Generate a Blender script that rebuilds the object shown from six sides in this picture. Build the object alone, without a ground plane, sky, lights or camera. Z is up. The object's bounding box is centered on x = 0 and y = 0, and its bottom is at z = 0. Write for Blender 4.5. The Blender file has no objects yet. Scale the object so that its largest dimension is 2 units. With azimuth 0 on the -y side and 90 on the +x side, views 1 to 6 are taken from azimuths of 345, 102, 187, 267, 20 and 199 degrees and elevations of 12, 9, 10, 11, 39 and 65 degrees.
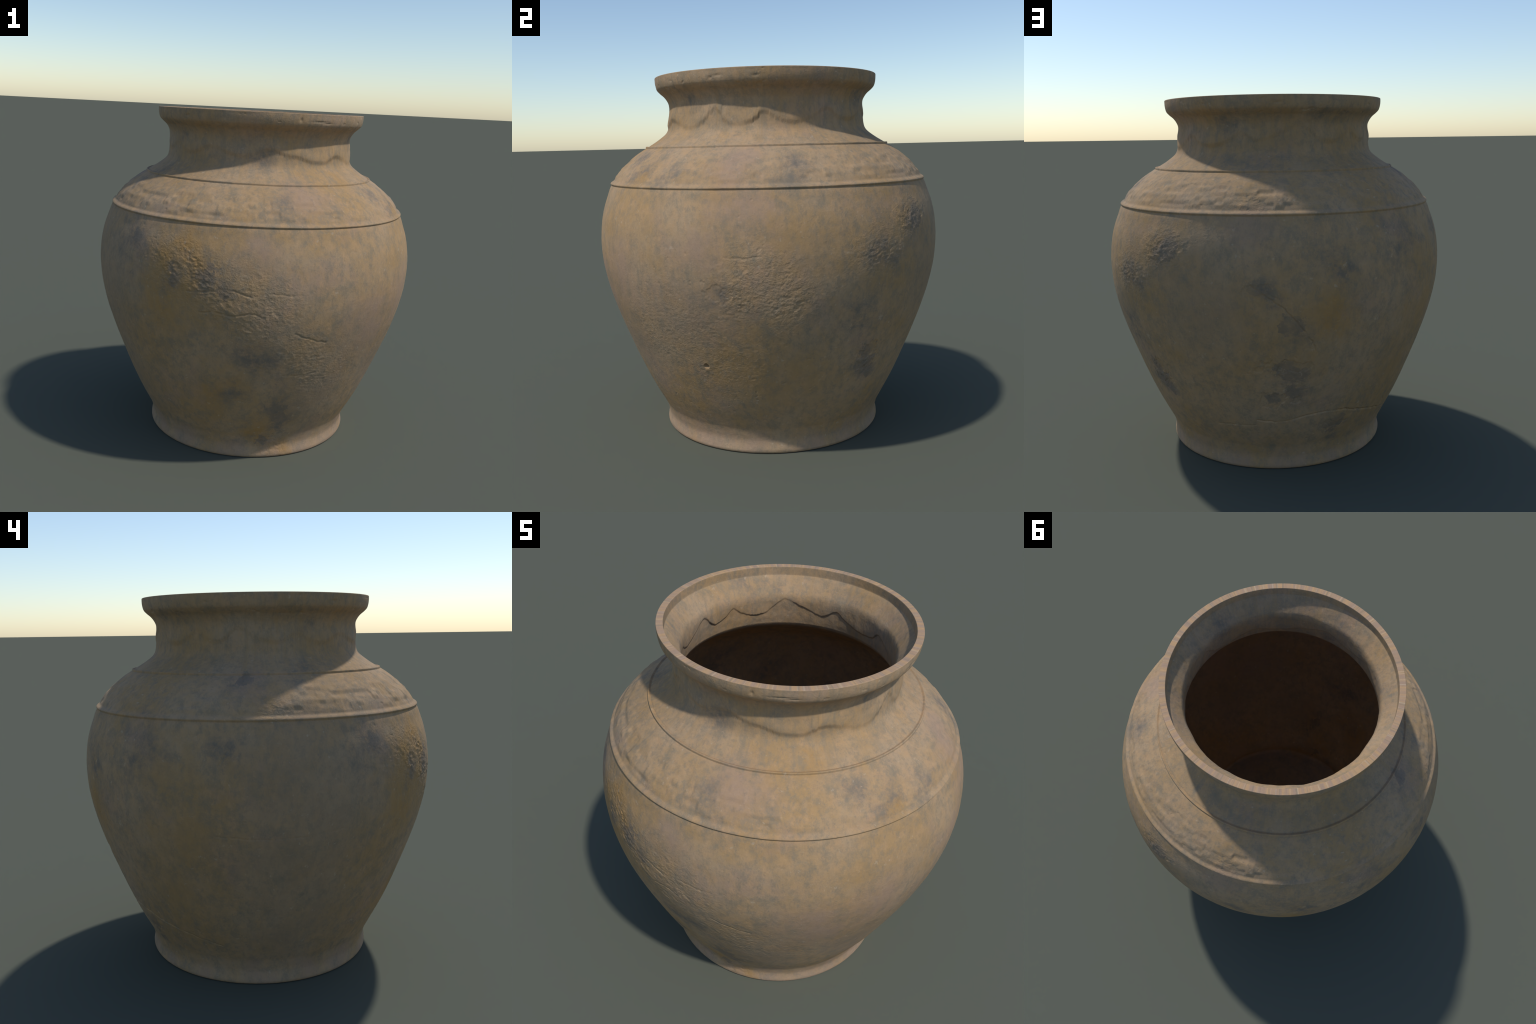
"""Large weathered earthenware storage jar: one thrown wall of clay, turned as a
profile around z, with two applied cordons, a swagged slip edge on the neck,
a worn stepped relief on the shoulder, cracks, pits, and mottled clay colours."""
import bpy, math
import numpy as np

TAU = 2 * math.pi
N = 1408                      # segments around
COLS = 128                    # columns of the worn stepped relief (11 segments each)
rng = np.random.default_rng(7)

# --------------------------------------------------------------- noise -----
PERM = rng.permutation(256)
PERM = np.concatenate([PERM, PERM, PERM])
GRAD = rng.normal(size=(256, 3))
GRAD /= np.linalg.norm(GRAD, axis=1)[:, None]


def perlin(p):
    """Gradient noise, p is (n, 3); about -0.7 .. 0.7."""
    i = np.floor(p).astype(np.int64)
    f = p - i
    u = f * f * f * (f * (f * 6 - 15) + 10)
    i &= 255
    out = 0.0
    for dx in (0, 1):
        wx = u[:, 0] if dx else 1 - u[:, 0]
        for dy in (0, 1):
            wy = u[:, 1] if dy else 1 - u[:, 1]
            for dz in (0, 1):
                wz = u[:, 2] if dz else 1 - u[:, 2]
                h = PERM[PERM[PERM[i[:, 0] + dx] + i[:, 1] + dy] + i[:, 2] + dz]
                g = GRAD[h]
                out = out + wx * wy * wz * (
                    g[:, 0] * (f[:, 0] - dx) + g[:, 1] * (f[:, 1] - dy) + g[:, 2] * (f[:, 2] - dz))
    return out


def fbm(p, octaves=4, gain=0.55):
    s, a = 0.0, 1.0
    for k in range(octaves):
        s = s + a * perlin(p * 2.03 ** k + 17.3 * k)
        a *= gain
    return s


def smooth(a, b, x):
    t = np.clip((x - a) / (b - a), 0, 1)
    return t * t * (3 - 2 * t)


# ------------------------------------------------------------- profile -----
# outer wall, foot to lip: (z, r)
OUTER = [(0, .6270), (.003, .6298), (.008, .6326), (.016, .6338), (.03, .6318), (.05, .6280), (.068, .6266),
         (.085, .6288), (.1, .6327), (.12, .6384), (.14, .6459), (.16, .6561), (.2, .677),
         (.24, .698), (.32, .7375), (.4, .7725), (.48, .8055), (.56, .8367), (.64, .8673),
         (.72, .8958), (.8, .9212), (.88, .9417), (.96, .9575), (1.02, .9645), (1.08, .9677),
         (1.12, .9674), (1.18, .9627), (1.24, .954), (1.3, .9390), (1.36, .9178), (1.40, .9030),
         (1.42, .8925), (1.44, .8800), (1.46, .8690), (1.48, .8560), (1.5, .8393), (1.52, .8186),
         (1.54, .7965), (1.56, .7735), (1.58, .7470), (1.6, .7165), (1.615, .6915), (1.63, .6665),
         (1.65, .6345), (1.67, .6065), (1.69, .5820), (1.70, .5735), (1.715, .566), (1.735, .5612),
         (1.76, .5588), (1.8, .5560), (1.835, .5537), (1.86, .557), (1.88, .5663), (1.9, .5812),
         (1.92, .604), (1.935, .6180), (1.95, .6240), (1.97, .6276), (1.9965, .6286)]
# lip top and the rebate inside it, down to the throat: (z, r)
LIP = [(1.9965, .6286), (1.9988, .6280), (2.0, .6268), (2.0, .6115), (2.0, .5962), (1.9990, .5950), (1.9965, .5944),
       (1.976, .5938), (1.9565, .5930), (1.9530, .5920), (1.9505, .5895)]
THROAT = [(1.9505, .5895), (1.940, .5795), (1.922, .5645), (1.903, .5490), (1.888, .5370), (1.872, .5260),
          (1.857, .5212), (1.84, .5195), (1.82, .5206), (1.78, .5240), (1.74, .5275), (1.70, .5330)]
HOLLOW = [(1.70, .5330), (1.685, .5410), (1.666, .5640), (1.64, .6000), (1.60, .6640), (1.56, .7180), (1.50, .7960),
          (1.44, .8440), (1.38, .8740), (1.25, .9150), (1.10, .9310), (1.0, .9260), (.88, .9050), (.8, .8840),
          (.64, .8300), (.48, .7680), (.32, .7000), (.2, .6400), (.13, .6040), (.09, .5930), (.06, .5930), (.043, .5900),
          (.038, .5820), (.037, .5600), (.037, .30), (.037, .02)]


def curve(ctrl, step):
    """Centripetal Catmull-Rom through (z, r) points, resampled by arc length."""
    c = np.array([(r, z) for z, r in ctrl])
    c = np.vstack([2 * c[0] - c[1], c, 2 * c[-1] - c[-2]])
    pts = []
    for a, b, d, e in zip(c[:-3], c[1:-2], c[2:-1], c[3:]):
        t0 = 0.0
        t1 = t0 + np.linalg.norm(b - a) ** .5
        t2 = t1 + np.linalg.norm(d - b) ** .5
        t3 = t2 + np.linalg.norm(e - d) ** .5
        t = np.linspace(t1, t2, 24, endpoint=False)[:, None]
        A1 = (t1 - t) / (t1 - t0) * a + (t - t0) / (t1 - t0) * b
        A2 = (t2 - t) / (t2 - t1) * b + (t - t1) / (t2 - t1) * d
        A3 = (t3 - t) / (t3 - t2) * d + (t - t2) / (t3 - t2) * e
        B1 = (t2 - t) / (t2 - t0) * A1 + (t - t0) / (t2 - t0) * A2
        B2 = (t3 - t) / (t3 - t1) * A2 + (t - t1) / (t3 - t1) * A3
        pts.append((t2 - t) / (t2 - t1) * B1 + (t - t1) / (t2 - t1) * B2)
    p = np.vstack(pts + [c[-2:-1]])
    s = np.concatenate([[0], np.cumsum(np.linalg.norm(np.diff(p, axis=0), axis=1))])
    # step is a function of (r, z): integrate the wished density
    dens = 1.0 / np.array([step(*q) for q in p])
    w = np.concatenate([[0], np.cumsum(.5 * (dens[1:] + dens[:-1]) * np.diff(s))])
    n = max(2, int(round(w[-1])))
    ss = np.interp(np.linspace(0, w[-1], n + 1), w, s)
    return np.column_stack([np.interp(ss, s, p[:, 0]), np.interp(ss, s, p[:, 1])])


BAND_LOW, BAND_HIGH = 1.4205, 1.6165      # heights of the two cordons


def outer_step(r, z):
    near = min(abs(z - BAND_LOW) / .03, abs(z - BAND_HIGH) / .022, abs(z - 1.998) / .01, abs(z) / .02, 1)
    return .0012 + (.0042 - .0012) * near


PROFILE, REGION = [], []


def add(points, name):
    first = 1 if PROFILE else 0
    for q in points[first:]:
        PROFILE.append(q)
        REGION.append(name)


o = curve(OUTER, outer_step)
ztop = o[:, 1]


def region_of(z):
    if z < .085: return "foot"
    if z < 1.409: return "belly"
    if z < 1.446: return "cordon_low"
    if z < 1.603: return "shoulder"
    if z < 1.630: return "cordon_high"
    if z < 1.915: return "neck"
    return "rim"


# underside of the foot, a shallow disc
under = np.array([(r, 0.004 if r < .56 else 0.004 * (1 - (r - .56) / .04) if r < .60 else 0.0)
                  for r in (.004, .2, .4, .54, .56, .58, .60, .615)])
for q in under:
    PROFILE.append(q); REGION.append("foot")
for q in o:
    PROFILE.append(q); REGION.append(region_of(q[1]))
add(curve(LIP, lambda r, z: .0014 if min(abs(r - .6286), abs(r - .594), abs(z - 1.952)) < .004 else .004), "rim")
add(curve(THROAT, lambda r, z: .0046), "throat")
add(curve(HOLLOW, lambda r, z: .016), "interior")
PROFILE = np.array(PROFILE)
M = len(PROFILE)
R0, Z0 = PROFILE[:, 0], PROFILE[:, 1]
tang = np.gradient(PROFILE, axis=0)
tang /= np.linalg.norm(tang, axis=1)[:, None]
NR, NZ = tang[:, 1].copy(), -tang[:, 0].copy()        # outward normal of the wall
REGION = np.array(REGION)
last_outer = len(under) + len(o)
IS_OUT = np.arange(M) < last_outer
S = np.concatenate([[0], np.cumsum(np.linalg.norm(np.diff(PROFILE, axis=0), axis=1))])

# -------------------------------------------------------------- relief -----
AZ = np.arange(N) * TAU / N
DEG = np.degrees(AZ)
R = np.repeat(R0[:, None], N, 1)
Z = np.repeat(Z0[:, None], N, 1)
A = np.repeat(AZ[None, :], M, 0)
POS = np.stack([R * np.cos(A), R * np.sin(A), Z], -1).reshape(-1, 3)
D = np.zeros((M, N))                                   # displacement along the wall normal

out = IS_OUT[:, None] & (Z > .02) & (Z < 1.99)
shp = (M, N)

# general unevenness of a hand-built wall
D += np.where(out, .0016 * fbm(POS * 3.1, 3).reshape(shp) + .0007 * fbm(POS * 14, 3).reshape(shp), 0)

# cordons: a rounded bead, steep below and blended above, with a fine groove over it
def bead(z0, height, below, above, groove):
    i0 = np.argmin(np.where(IS_OUT, np.abs(Z0 - z0), 9))
    t = S - S[i0]                                      # arc length, + is up the wall
    b = np.where(t < 0, np.cos(np.clip(t / below, -1, 0) * math.pi / 2) ** .8,
                 .5 + .5 * np.cos(np.clip(t / above, 0, 1) * math.pi))
    b = b * height - groove * np.exp(-((t - above * 1.05) / .0035) ** 2)
    b -= groove * .9 * np.exp(-((t + below * 1.15) / .003) ** 2)
    return np.where(IS_OUT & (np.abs(t) < .06), b, 0)[:, None]


wob = 1 + .25 * fbm(np.column_stack([np.cos(AZ) * 3, np.sin(AZ) * 3, np.zeros(N)]), 3)[None, :]
D += bead(BAND_LOW, .0090, .0065, .028, .0) * wob
D += bead(BAND_HIGH, .0080, .0075, .0095, .0012) * wob

# swagged lower edge of the thick slip on the neck (outside and inside)
SWAG = [(-15, 1.809), (-9, 1.738), (-2, 1.726), (6, 1.746), (11, 1.787), (17, 1.755), (25, 1.728), (34, 1.745), (47, 1.800),
        (53, 1.758), (65, 1.747), (75, 1.781), (80, 1.812), (89, 1.768), (94, 1.778), (103, 1.812),
        (113, 1.848), (120, 1.800), (124, 1.770), (132, 1.763), (140, 1.790), (145, 1.824),
        (150, 1.788), (157, 1.766), (161, 1.782), (168, 1.836), (176, 1.790), (188, 1.764),
        (198, 1.803), (206, 1.764), (216, 1.760), (227, 1.802), (238, 1.768), (249, 1.757),
        (262, 1.798), (272, 1.765), (279, 1.756), (286, 1.734), (293, 1.727), (299, 1.732), (306, 1.762), (316, 1.742),
        (325, 1.716), (331, 1.718), (337, 1.745), (345, 1.809)]
sa, sz = np.array(SWAG).T


def scallop(x):
    """Smooth periodic line through the swag points (Catmull-Rom in azimuth)."""
    x = (x + 15) % 360 - 15
    ea = np.concatenate([[sa[-2] - 360], sa, [sa[1] + 360]])
    ez = np.concatenate([[sz[-2]], sz, [sz[1]]])
    i = np.clip(np.searchsorted(sa, x, side="right"), 1, len(sa) - 1)
    h = ea[i + 1] - ea[i]
    t = (x - ea[i]) / h
    m0 = (ez[i + 1] - ez[i - 1]) / (ea[i + 1] - ea[i - 1]) * h
    m1 = (ez[i + 2] - ez[i]) / (ea[i + 2] - ea[i]) * h
    return ((2 * t ** 3 - 3 * t ** 2 + 1) * ez[i] + (t ** 3 - 2 * t ** 2 + t) * m0
            + (3 * t ** 2 - 2 * t ** 3) * ez[i + 1] + (t ** 3 - t ** 2) * m1)


swag_in = scallop(DEG)
col = (np.floor(np.arange(N) / (N // COLS)) + .5) * 360 / COLS
swag_out = .5 * scallop(col) + .5 * swag_in
jag = .004 * fbm(np.column_stack([np.cos(AZ) * 22, np.sin(AZ) * 22, np.zeros(N)]), 3)
thick = .75 + .9 * fbm(np.column_stack([np.cos(AZ) * 4, np.sin(AZ) * 4, np.full(N, 5.)]), 2)


def slip_edge(line, h, soft, fade):
    up = Z - (line + jag)[None, :]
    return h * thick[None, :] * smooth(-soft, soft, up) * (1 - smooth(.015, fade, up))


D += np.where(IS_OUT[:, None] & (Z > 1.66) & (Z < 1.95), slip_edge(swag_out, .0076, .015, .080), 0)
inside = (REGION == "throat")[:, None] & (Z < 1.93)
D += np.where(inside, slip_edge(swag_in, .0066, .005, .100), 0)

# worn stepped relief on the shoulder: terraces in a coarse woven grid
ROWH = .027
sh0 = S[np.argmin(np.where(IS_OUT, np.abs(Z0 - 1.437), 9))]
sh1 = S[np.argmin(np.where(IS_OUT, np.abs(Z0 - 1.606), 9))]
fc = A / TAU * COLS
fr = (np.repeat(S[:, None], N, 1) - sh0) / ROWH


def terrace(ci, ri):
    a = (ci + .5) / COLS * TAU
    p = np.stack([np.cos(a) * 7.0, np.sin(a) * 7.0, ri * .62], -1).reshape(-1, 3)
    v = fbm(p, 2, .6).reshape(ci.shape)
    return np.round(v * 3.4)


rows = np.where(IS_OUT & (S > sh0 - .03) & (S < sh1 + .03))[0]
ci, ri = np.floor(fc[rows]), np.floor(fr[rows])
tc, tr = fc[rows] - ci, fr[rows] - ri
sc = np.clip((tc - .70) / .30, 0, 1)                  # flat facets, creased at the grid lines
sr = np.clip((tr - .15) / .70, 0, 1)
h00, h10 = terrace(ci, ri), terrace((ci + 1) % COLS, ri)
h01, h11 = terrace(ci, ri + 1), terrace((ci + 1) % COLS, ri + 1)
blk = (h00 * (1 - sc) + h10 * sc) * (1 - sr) + (h01 * (1 - sc) + h11 * sc) * sr
t01 = (S[rows] - sh0) / (sh1 - sh0)
mask = smooth(.02, .14, t01) * (1 - .85 * smooth(.45, .95, t01)) * (t01 < 1)
D[rows] += .0025 * mask[:, None] * (blk - .3)

# eroded, pitted fields: (azimuth, z, half width deg, half height, depth, grain)
FIELDS = [(231, 1.21, 15, .16, 1.35, 26), (243, 1.09, 18, .17, 1.1, 24), (257, .96, 20, .18, 1.0, 24),
          (272, .72, 18, .22, .45, 26), (283, .62, 16, .20, .45, 30),
          (8, .98, 14, .17, 1.0, 24), (16, .90, 14, .14, .9, 24), (340, .72, 24, .26, .5, 34), (352, .56, 20, .16, .45, 36),
          (63, 1.23, 13, .10, 1.1, 26), (48, 1.08, 15, .12, .7, 26), (48, .52, 8, .14, .6, 24),
          (268, .10, 12, .09, .7, 26), (182, 1.47, 16, .05, .7, 30), (88, 1.46, 9, .035, .7, 32), (100, .56, 10, .16, .35, 26)]
belly = np.where(IS_OUT & (Z0 > .02) & (Z0 < 1.64))[0]
Pb = POS.reshape(M, N, 3)[belly].reshape(-1, 3)
warp = fbm(Pb * 5.5 + 40, 3).reshape(len(belly), N)
n26 = fbm(Pb * 27, 3).reshape(len(belly), N)
n34 = fbm(Pb * np.array([30, 30, 46]) + 9, 2).reshape(len(belly), N)
amount = np.zeros_like(n26)
fine = np.zeros_like(n26)
for az, z, da, dz, k, g in FIELDS:
    da_ = (DEG[None, :] - az + 180) % 360 - 180
    q = np.sqrt((da_ / da) ** 2 + ((Z[belly] - z) / dz) ** 2) + .9 * warp
    m = k * (1 - smooth(.35, 1.05, q))
    if g >= 30:
        fine = np.maximum(fine, m)
    else:
        amount = np.maximum(amount, m)
ridged = np.abs(n26) * 1.6 - .45
coarse = .4 + .9 * smooth(-.35, .35, fbm(Pb * 7 + 31, 2).reshape(len(belly), N))
n48 = fbm(Pb * np.array([38, 38, 62]) + 19, 2).reshape(len(belly), N)
D[belly] += coarse * (amount * (.0018 * np.minimum(ridged, .25) + .0026 * n48) + .0022 * fine * n48)
# a light scatter of pits over the whole belly
pits = smooth(.42, .62, n34) * smooth(.05, .5, fbm(Pb * 2.3 + 70, 2).reshape(len(belly), N) + .2)
D[belly] -= .0018 * pits

# cracks: polylines of (azimuth, z), width and depth in metres
CRACKS = [
    ([(72, .278), (81, .282), (89, .289)], .0030, .0028),
    ([(89.5, .322), (94, .318), (98, .314), (102, .319), (109, .344), (117, .360), (127, .348), (135, .322), (144, .292), (153, .262), (161, .235)], .0034, .0066),
    ([(89, 1.112), (93, 1.070), (95, 1.041), (98, 1.008), (103, .924), (107, .849), (109, .794), (110, .743)], .0036, .0046),
    ([(93, 1.045), (96, 1.050), (99, 1.03)], .0030, .0026),
    ([(235, 1.072), (240, 1.073), (244, 1.087), (250, 1.096), (255, 1.066)], .0038, .0042),
    ([(239, .960), (244, .975), (250, .955), (255, .977), (260, .955)], .0038, .0042),
    ([(261, 1.091), (266, 1.081), (271, 1.081)], .0045, .0026),
    ([(270, .864), (273, .842), (278, .810), (282, .80)], .0038, .0034),
    ([(268, .60), (275, .595), (281, .607)], .0034, .0034),
    ([(0, 1.112), (4, 1.104), (10, 1.112)], .0040, .0024),
    ([(167, 1.37), (169, 1.30), (166, 1.22), (167, 1.13), (165, 1.06)], .0036, .0026),
    ([(171, 1.62), (172, 1.56), (170, 1.50), (171, 1.45)], .0036, .0024),
    ([(165, .89), (180, .875), (195, .89), (205, .915)], .0032, .0020),
]
Zb, Rb = Z[belly], R[belly]
jx = (.009 * fbm(Pb * 14 + 3, 3) + .007 * fbm(Pb * 34 + 8, 2)).reshape(Zb.shape)
for line, width, depth in CRACKS:
    lo, hi = min(a for a, _ in line) - 4, max(a for a, _ in line) + 4
    cols = np.where(((DEG - lo) % 360) <= hi - lo)[0]
    az = (DEG[cols] - lo) % 360 + lo
    best = np.full((len(belly), len(cols)), 9.)
    for (a0, z0), (a1, z1) in zip(line[:-1], line[1:]):
        rr = np.interp((z0 + z1) / 2, Z0[IS_OUT][len(under):], R0[IS_OUT][len(under):]) * TAU / 360
        px, pz = (az[None, :] - a0) * rr + jx[:, cols], Zb[:, cols] - z0 + jx[:, cols] * .7
        vx, vz = (a1 - a0) * rr, z1 - z0
        t = np.clip((px * vx + pz * vz) / (vx * vx + vz * vz), 0, 1)
        best = np.minimum(best, np.hypot(px - t * vx, pz - t * vz))
    worn = .2 + .8 * smooth(-.35, .20, fbm(Pb * 13 + 55, 2).reshape(Zb.shape)[:, cols])
    D[np.ix_(belly, cols)] -= depth * worn * np.exp(-(best / width) ** 2)

# flaked patches: slightly sunk islands with crisp ragged borders; one deep hole
ragged = fbm(Pb * 11 + 21, 4).reshape(Zb.shape)
for az, z, da, dz, depth in [(101, .65, 9, .06, .0022), (99, .46, 8, .055, .0024), (123, .26, 8, .05, .0018), (93, 1.07, 4, .045, .0020),
                             (47, .55, 5, .09, .0026), (52, .47, 4, .06, .0022), (357, .93, 5, .08, .0015)]:
    da_ = (DEG[None, :] - az + 180) % 360 - 180
    q = np.sqrt((da_ / da) ** 2 + ((Zb - z) / dz) ** 2) + 1.1 * ragged
    D[belly] -= depth * (1 - smooth(.62, .74, q))
da_ = ((DEG[None, :] - 349 + 180) % 360 - 180) * TAU / 360 * .81
q = np.hypot(da_ * .8, Zb - .534 + .25 * np.abs(da_))
D[belly] -= .022 * (1 - smooth(.003, .0135, q))
D[belly] += .002 * np.exp(-(np.hypot(da_, Zb - .510) / .010) ** 2)

# nicks and a scratch on the lip's face
lip = np.where(IS_OUT & (Z0 > 1.90) & (Z0 < 1.993))[0]
Pl = POS.reshape(M, N, 3)[lip].reshape(-1, 3)
D[lip] -= .0022 * smooth(.35, .6, fbm(Pl * np.array([16, 16, 34]) + 5, 3).reshape(len(lip), N))
for az, z, la, lz, dp in [(276, 1.965, .8, .012, .005), (287, 1.958, 4.5, .003, .004), (292, 1.950, 2.5, .003, .004), (8, 1.958, 1.6, .006, .003),
                          (350, 1.965, 2.2, .006, .003), (215, 1.96, 1.5, .008, .004), (100, 1.96, 2.0, .006, .003)]:
    d1 = ((DEG[None, :] - az + 180) % 360 - 180) / la
    D[lip] -= dp * np.exp(-d1 ** 2 - ((Z[lip] - z - .001 * d1) / lz) ** 2)

# soft surface grain of the throat
thr = np.where((REGION == "throat") & (Z0 < 1.945))[0]
Pt = POS.reshape(M, N, 3)[thr].reshape(-1, 3)
D[thr] += (.0022 * fbm(Pt * np.array([9, 9, 6]) + 11, 3) + .0010 * fbm(Pt * 30, 2)).reshape(len(thr), N) \
    * smooth(1.945, 1.925, Z[thr])

# ------------------------------------------------------------ geometry -----
RR = R + D * NR[:, None]
ZZ = np.clip(Z + D * NZ[:, None], 0, 2.0)
CO = np.stack([RR * np.cos(A), RR * np.sin(A), ZZ], -1)
# vertex normals of the whole surface, once, so that parts meet without a seam
du = np.roll(CO, -1, 1) - np.roll(CO, 1, 1)
dv = np.empty_like(CO)
dv[1:-1] = CO[2:] - CO[:-2]
dv[0], dv[-1] = CO[1] - CO[0], CO[-1] - CO[-2]
NOR = np.cross(du, dv)
NOR /= np.maximum(np.linalg.norm(NOR, axis=2), 1e-12)[..., None]


def cap_normals():
    NOR[0] = (0, 0, -1)
    NOR[-1] = (0, 0, 1)


cap_normals()


def make_part(name, lo, hi, mat, parent, cap=None):
    """Rows lo..hi of the wall as one mesh; neighbours share their border rows."""
    m = hi - lo + 1
    verts = CO[lo:hi + 1].reshape(-1, 3)
    nors = NOR[lo:hi + 1].reshape(-1, 3)
    i = np.arange(m - 1)[:, None] * N
    j = np.arange(N)[None, :]
    k = (j + 1) % N
    quads = np.stack([i + j, i + k, i + N + k, i + N + j], -1).reshape(-1, 4)
    loops = quads.ravel()
    starts = np.arange(len(quads)) * 4
    if cap == "bottom":
        loops = np.concatenate([loops, np.arange(N)[::-1]])
        starts = np.append(starts, len(quads) * 4)
    elif cap == "top":
        loops = np.concatenate([loops, (m - 1) * N + np.arange(N)])
        starts = np.append(starts, len(quads) * 4)
    me = bpy.data.meshes.new(name)
    me.vertices.add(len(verts))
    me.vertices.foreach_set("co", verts.astype(np.float32).ravel())
    me.loops.add(len(loops))
    me.loops.foreach_set("vertex_index", loops.astype(np.int32))
    me.polygons.add(len(starts))
    me.polygons.foreach_set("loop_start", starts.astype(np.int32))
    me.polygons.foreach_set("use_smooth", np.ones(len(starts), bool))
    me.update(calc_edges=True)
    me.validate()
    me.normals_split_custom_set_from_vertices(nors.tolist())
    me.materials.append(mat)
    ob = bpy.data.objects.new(name, me)
    bpy.context.scene.collection.objects.link(ob)
    ob.parent = parent
    return ob


# ----------------------------------------------------------- materials -----
def srgb(*c):
    return tuple((v / 255 / 12.92 if v / 255 <= .04045 else ((v / 255 + .055) / 1.055) ** 2.4) for v in c) + (1,)


class Nodes:
    def __init__(self, name):
        self.mat = bpy.data.materials.new(name)
        self.mat.use_nodes = True
        self.t = self.mat.node_tree
        self.t.nodes.clear()
        self.co = self.new("ShaderNodeTexCoord").outputs["Object"]

    def new(self, kind, **kw):
        n = self.t.nodes.new(kind)
        for k, v in kw.items():
            setattr(n, k, v)
        return n

    def put(self, sock, v):
        if hasattr(v, "is_linked"):
            self.t.links.new(v, sock)
        else:
            sock.default_value = v

    def math(self, op, a, b=0.0, c=0.0, clamp=False):
        n = self.new("ShaderNodeMath", operation=op, use_clamp=clamp)
        for s, v in zip(n.inputs, (a, b, c)):
            self.put(s, v)
        return n.outputs[0]

    def vmath(self, op, a, b=None, scale=None):
        n = self.new("ShaderNodeVectorMath", operation=op)
        self.put(n.inputs[0], a)
        if b is not None:
            self.put(n.inputs[1], b)
        if scale is not None:
            self.put(n.inputs["Scale"], scale)
        return n.outputs["Value"] if op in ("DISTANCE", "LENGTH", "DOT_PRODUCT") else n.outputs[0]

    def noise(self, scale, detail=5, rough=.55, co=None, dist=0.0, stretch=None, offset=(0, 0, 0), out="Fac"):
        co = co or self.co
        mp = self.new("ShaderNodeMapping")
        self.put(mp.inputs["Vector"], co)
        mp.inputs["Location"].default_value = offset
        if stretch:
            mp.inputs["Scale"].default_value = stretch
        n = self.new("ShaderNodeTexNoise")
        self.put(n.inputs["Vector"], mp.outputs[0])
        n.inputs["Scale"].default_value = scale
        n.inputs["Detail"].default_value = detail
        n.inputs["Roughness"].default_value = rough
        n.inputs["Distortion"].default_value = dist
        return n.outputs[out]

    def ramp(self, v, lo, hi, a=0.0, b=1.0):
        n = self.new("ShaderNodeMapRange", interpolation_type="SMOOTHSTEP")
        self.put(n.inputs[0], v)
        for i, x in zip((1, 2, 3, 4), (lo, hi, a, b)):
            n.inputs[i].default_value = x
        return n.outputs[0]

    def mix(self, fac, a, b, mode="MIX"):
        n = self.new("ShaderNodeMix", data_type="RGBA", blend_type=mode)
        self.put(n.inputs[0], fac)
        self.put(n.inputs[6], a)
        self.put(n.inputs[7], b)
        return n.outputs[2]


def at(az, z, r=None):
    rr = np.interp(z, o[:, 1], o[:, 0]) if r is None else r
    return (rr * math.cos(math.radians(az)), rr * math.sin(math.radians(az)), z)


TAN = srgb(164, 140, 112)
OCHRE = srgb(160, 130, 91)
ROSE = srgb(155, 130, 110)
GREY = srgb(124, 115, 99)
SLATE = srgb(102, 97, 92)
PALE = srgb(184, 166, 142)
PEACH = srgb(174, 141, 105)

# where particular colours sit on the jar: (azimuth, z, radius)
SLATE_SPOTS = [(231, 1.15, .10), (243, 1.17, .13), (62, 1.23, .13), (48, 1.10, .12), (270, .36, .12), (272, .26, .10), (264, .10, .09),
               (250, .08, .07), (258, .70, .16), (249, .47, .12), (45, .56, .07), (49, .48, .08), (101, .65, .09), (104, .62, .09), (101, .47, .10),
               (124, .27, .09), (123, .19, .06), (169, 1.30, .13), (171, 1.58, .10), (316, 1.553, .10), (339, 1.485, .13),
               (322, 1.47, .12), (269, 1.51, .10), (358, .93, .10), (93, 1.09, .06), (98, 1.01, .06), (107, .86, .09), (210, 1.25, .2), (20, 1.53, .12),
               (118, 1.18, .18), (140, 1.28, .18), (195, 1.62, .12), (40, .78, .16), (138, 1.89, .11), (120, 1.91, .08), (75, 1.87, .08), (200, 1.88, .10), (330, 1.88, .10), (255, 1.80, .12)]
OCHRE_SPOTS = [(228, 1.24, .16), (224, 1.07, .20), (233, .95, .18), (236, 1.33, .12), (245, .45, .20), (258, .18, .14), (150, 1.2, .22), (153, .9, .26),
               (150, .6, .22), (110, .85, .20), (108, .70, .15), (20, 1.10, .20), (335, 1.2, .2), (310, 1.19, .12), (322, 1.42, .10), (303, 1.64, .10),
               (20, .45, .2), (275, .05, .10)]
ROSE_SPOTS = [(3, 1.32, .18), (351, 1.15, .14), (320, .95, .24), (300, .90, .22), (318, .06, .18), (340, .05, .18), (258, 1.27, .14), (90, 1.38, .12),
              (275, 1.56, .18), (0, 1.52, .16)] + [(a, .02, .11) for a in range(5, 360, 24)]
# smoother grey-brown fields
UMBER = srgb(141, 122, 101)
UMBER_SPOTS = [(188, 1.18, .30), (198, .95, .34), (186, .72, .30), (196, .48, .28), (186, .30, .2), (300, .80, .26), (318, .62, .26), (345, .82, .25),
               (75, .95, .30), (285, .45, .22)]
# flaked places with crisp ragged borders
FLAKES = [(101, .65, .085), (105, .62, .075), (98, .455, .075), (103, .49, .085), (123, .265, .080), (126, .30, .05), (92, 1.085, .055), (96, 1.035, .05),
          (47, .57, .06), (49, .49, .07), (52, .45, .05), (103, .90, .07), (268, .36, .06), (270, .28, .07), (264, .11, .06), (230, 1.14, .06), (172, 1.60, .05), (242, 1.17, .07), (247, 1.10, .06), (64, 1.24, .06)]
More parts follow.
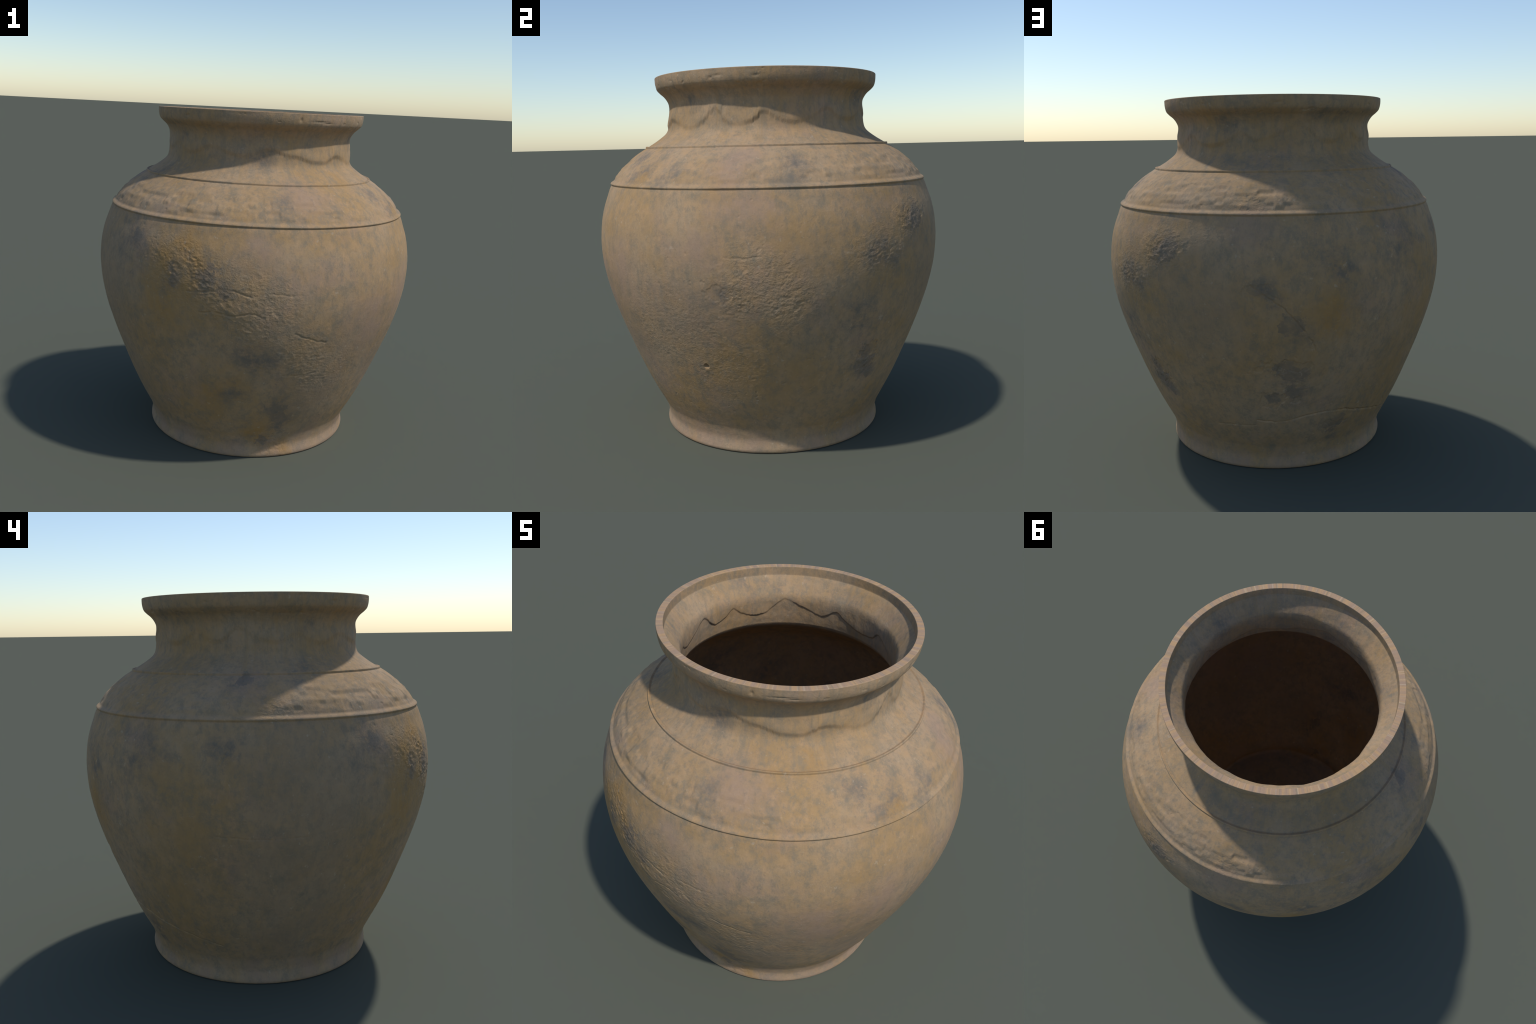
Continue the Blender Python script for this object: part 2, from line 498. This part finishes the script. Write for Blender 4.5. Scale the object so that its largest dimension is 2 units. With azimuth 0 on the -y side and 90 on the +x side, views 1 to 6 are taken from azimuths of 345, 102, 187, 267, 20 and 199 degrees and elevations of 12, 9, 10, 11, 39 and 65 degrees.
# strong yellow ochre staining
YELLOW = srgb(160, 122, 68)
YELLOW_SPOTS = [(228, 1.22, .12), (237, 1.19, .11), (234, 1.31, .10), (236, 1.08, .10), (225, 1.00, .17), (243, .45, .16), (262, .16, .13), (275, .05, .09),
                (323, 1.44, .07), (300, 1.66, .07), (118, .92, .14)]


def clay(name, streak=0.0, lip_top=False):
    n = Nodes(name)
    # domain-warped coordinates keep the patch borders ragged
    wv = n.noise(4.2, 5, .62, out="Color")
    wco = n.vmath("ADD", n.co, n.vmath("SCALE", n.vmath("SUBTRACT", wv, (.5, .5, .5)), scale=.34))
    around = n.vmath("NORMALIZE", n.vmath("MULTIPLY", n.co, (1, 1, 0)))

    big = n.noise(1.9, 7, .62, offset=(3, 1, 7))
    big2 = n.noise(2.8, 7, .66, offset=(11, 4, 2))
    mid = n.noise(6.5, 9, .74, dist=.1, stretch=(1, 1, .75), offset=(5, 0, 0))
    mid2 = n.noise(9, 9, .76, dist=.1, stretch=(1, 1, .65), offset=(0, 9, 0))
    fine = n.noise(46, 5, .65)
    grain = n.noise(140, 3, .6)

    col = n.mix(n.ramp(big, .36, .64), OCHRE, TAN)
    col = n.mix(n.math("MULTIPLY", n.ramp(big2, .50, .68), .7), col, ROSE)
    col = n.mix(n.math("MULTIPLY", n.ramp(mid, .50, .68), .55), col, OCHRE)
    col = n.mix(n.math("MULTIPLY", n.ramp(mid2, .50, .68), .60), col, GREY)

    dab = n.noise(21, 8, .74, dist=.15, stretch=(1, 1, .62), offset=(3, 3, 1))
    dab2 = n.noise(27, 8, .76, dist=.15, stretch=(1, 1, .62), offset=(8, 2, 1))
    col = n.mix(n.math("MULTIPLY", n.ramp(dab, .45, .66), .62), col, PEACH)
    col = n.mix(n.math("MULTIPLY", n.ramp(dab2, .44, .66), .60), col, GREY)

    def spots(spec, breakup, strength, colour, col):
        acc = None
        for az, z, r in spec:
            d = n.vmath("DISTANCE", wco, at(az, z))
            m = n.ramp(d, r * 1.3, r * .1)
            acc = m if acc is None else n.math("MAXIMUM", acc, m)
        f = n.math("MULTIPLY", acc, breakup)
        return n.mix(n.math("MULTIPLY", f, strength), col, colour)

    col = spots(OCHRE_SPOTS, n.ramp(mid, .32, .62), .70, OCHRE, col)
    col = spots(YELLOW_SPOTS, n.ramp(dab, .30, .62), .62, YELLOW, col)
    col = spots(UMBER_SPOTS, n.ramp(mid2, .72, .36), .75, UMBER, col)
    col = spots(ROSE_SPOTS, n.ramp(mid2, .75, .40), .8, ROSE, col)
    blotch = n.noise(8, 9, .76, dist=.1, offset=(2, 2, 8))
    col = n.mix(n.math("MULTIPLY", n.ramp(blotch, .50, .68), .60), col, GREY)
    col = spots(SLATE_SPOTS, n.ramp(blotch, .38, .64), .66, SLATE, col)
    col = n.mix(n.math("MULTIPLY", n.ramp(n.noise(16, 9, .76, offset=(6, 6, 6)), .58, .74), .42), col, SLATE)
    rag = n.noise(10, 10, .68, offset=(9, 3, 5))
    acc = None
    for az, z, r in FLAKES:
        m = n.math("DIVIDE", n.vmath("DISTANCE", n.co, at(az, z)), r)
        acc = m if acc is None else n.math("MINIMUM", acc, m)
    edge = n.math("ADD", acc, n.math("MULTIPLY", n.math("SUBTRACT", rag, .5), 4.2))
    col = n.mix(n.math("MULTIPLY", n.ramp(edge, .80, .60), n.ramp(blotch, .62, .42, .10, .56)), col, SLATE)
    # speckle: pale and dark grains
    col = n.mix(n.math("MULTIPLY", n.ramp(n.noise(30, 4, .6, offset=(1, 8, 3)), .64, .74), .4), col, PALE)
    col = n.mix(n.math("MULTIPLY", n.ramp(n.noise(60, 3, .6, offset=(4, 4, 4)), .64, .78), .35), col, SLATE)
    if streak:
        st = n.noise(13, 5, .7, co=n.vmath("ADD", around, n.vmath("MULTIPLY", n.co, (0, 0, .12))), offset=(0, 0, 2))
        col = n.mix(n.math("MULTIPLY", n.ramp(st, .50, .66), streak), col, GREY)
        st2 = n.noise(19, 5, .7, co=n.vmath("ADD", around, n.vmath("MULTIPLY", n.co, (0, 0, .12))), offset=(7, 0, 2))
        col = n.mix(n.math("MULTIPLY", n.ramp(st2, .50, .66), streak), col, OCHRE)
    if lip_top:
        st3 = n.noise(34, 4, .7, co=around, offset=(2, 5, 1))
        sep = n.new("ShaderNodeSeparateXYZ")
        n.put(sep.inputs[0], n.co)
        flat = n.ramp(sep.outputs[2], 1.9970, 1.9995)
        radial = n.mix(n.ramp(n.noise(22, 3, .6, co=around), .40, .60), ROSE, PEACH)
        radial = n.mix(n.math("MULTIPLY", n.ramp(st3, .52, .62), .55), radial, GREY)
        radial = n.mix(n.math("MULTIPLY", n.ramp(n.noise(48, 3, .6, co=around), .56, .66), .5), radial, PALE)
        col = n.mix(n.math("MULTIPLY", flat, .85), col, radial)
    val = n.math("ADD", .86, n.math("ADD", n.math("MULTIPLY", fine, .18), n.math("MULTIPLY", grain, .10)))
    vc = n.new("ShaderNodeCombineColor")
    for s in vc.inputs:
        n.put(s, val)
    col = n.mix(1.0, col, vc.outputs[0], "MULTIPLY")

    bump = n.new("ShaderNodeBump")
    bump.inputs["Strength"].default_value = .35
    bump.inputs["Distance"].default_value = .006
    hgt = n.math("ADD", n.math("MULTIPLY", fine, .7), n.math("MULTIPLY", grain, .35))
    acc = None
    for az, z, da, dz, k, g in FIELDS:
        rad = .5 * (np.interp(z, o[:, 1], o[:, 0]) * math.radians(da) + dz)
        m = n.ramp(n.vmath("DISTANCE", wco, at(az, z)), rad * 1.2, rad * .35, 0, min(k, 1))
        acc = m if acc is None else n.math("MAXIMUM", acc, m)
    rough = n.noise(58, 4, .62, dist=.5, offset=(2, 6, 1), stretch=(1, 1, 1.35))
    hgt = n.math("ADD", hgt, n.math("MULTIPLY", n.math("MULTIPLY", rough, acc), 3.4))
    n.put(bump.inputs["Height"], hgt)
    b = n.new("ShaderNodeBsdfPrincipled")
    n.put(b.inputs["Base Color"], col)
    b.inputs["Roughness"].default_value = .88
    b.inputs["Specular IOR Level"].default_value = .18
    n.put(b.inputs["Normal"], bump.outputs[0])
    out_ = n.new("ShaderNodeOutputMaterial")
    n.t.links.new(b.outputs[0], out_.inputs[0])
    return n.mat


CLAY = clay("mottled_fired_clay")
CLAY_STREAK = clay("streaked_fired_clay", .35)
CLAY_LIP = clay("streaked_lip_clay", .30, True)
CLAY_IN = clay("inner_fired_clay")

# ------------------------------------------------------------ assembly -----
jar = bpy.data.objects.new("clay_jar", None)
bpy.context.scene.collection.objects.link(jar)
jar["label"] = "large weathered tan earthenware storage jar with wide mouth"
jar["category"] = "clay jar"

PARTS = [("foot", "foot", CLAY), ("belly", "belly", CLAY), ("cordon_low", "cordon", CLAY), ("shoulder", "shoulder", CLAY),
         ("cordon_high", "cordon", CLAY), ("neck", "neck", CLAY_STREAK), ("rim", "rim", CLAY_LIP),
         ("throat", "throat", CLAY_STREAK), ("interior", "interior", CLAY_IN)]
start = 0
for key, name, mat in PARTS:
    idx = np.where(REGION == key)[0]
    end = idx[-1] + (0 if key == "interior" else 1)
    make_part(name, start, end, mat, jar,
              "bottom" if key == "foot" else "top" if key == "interior" else None)
    start = end
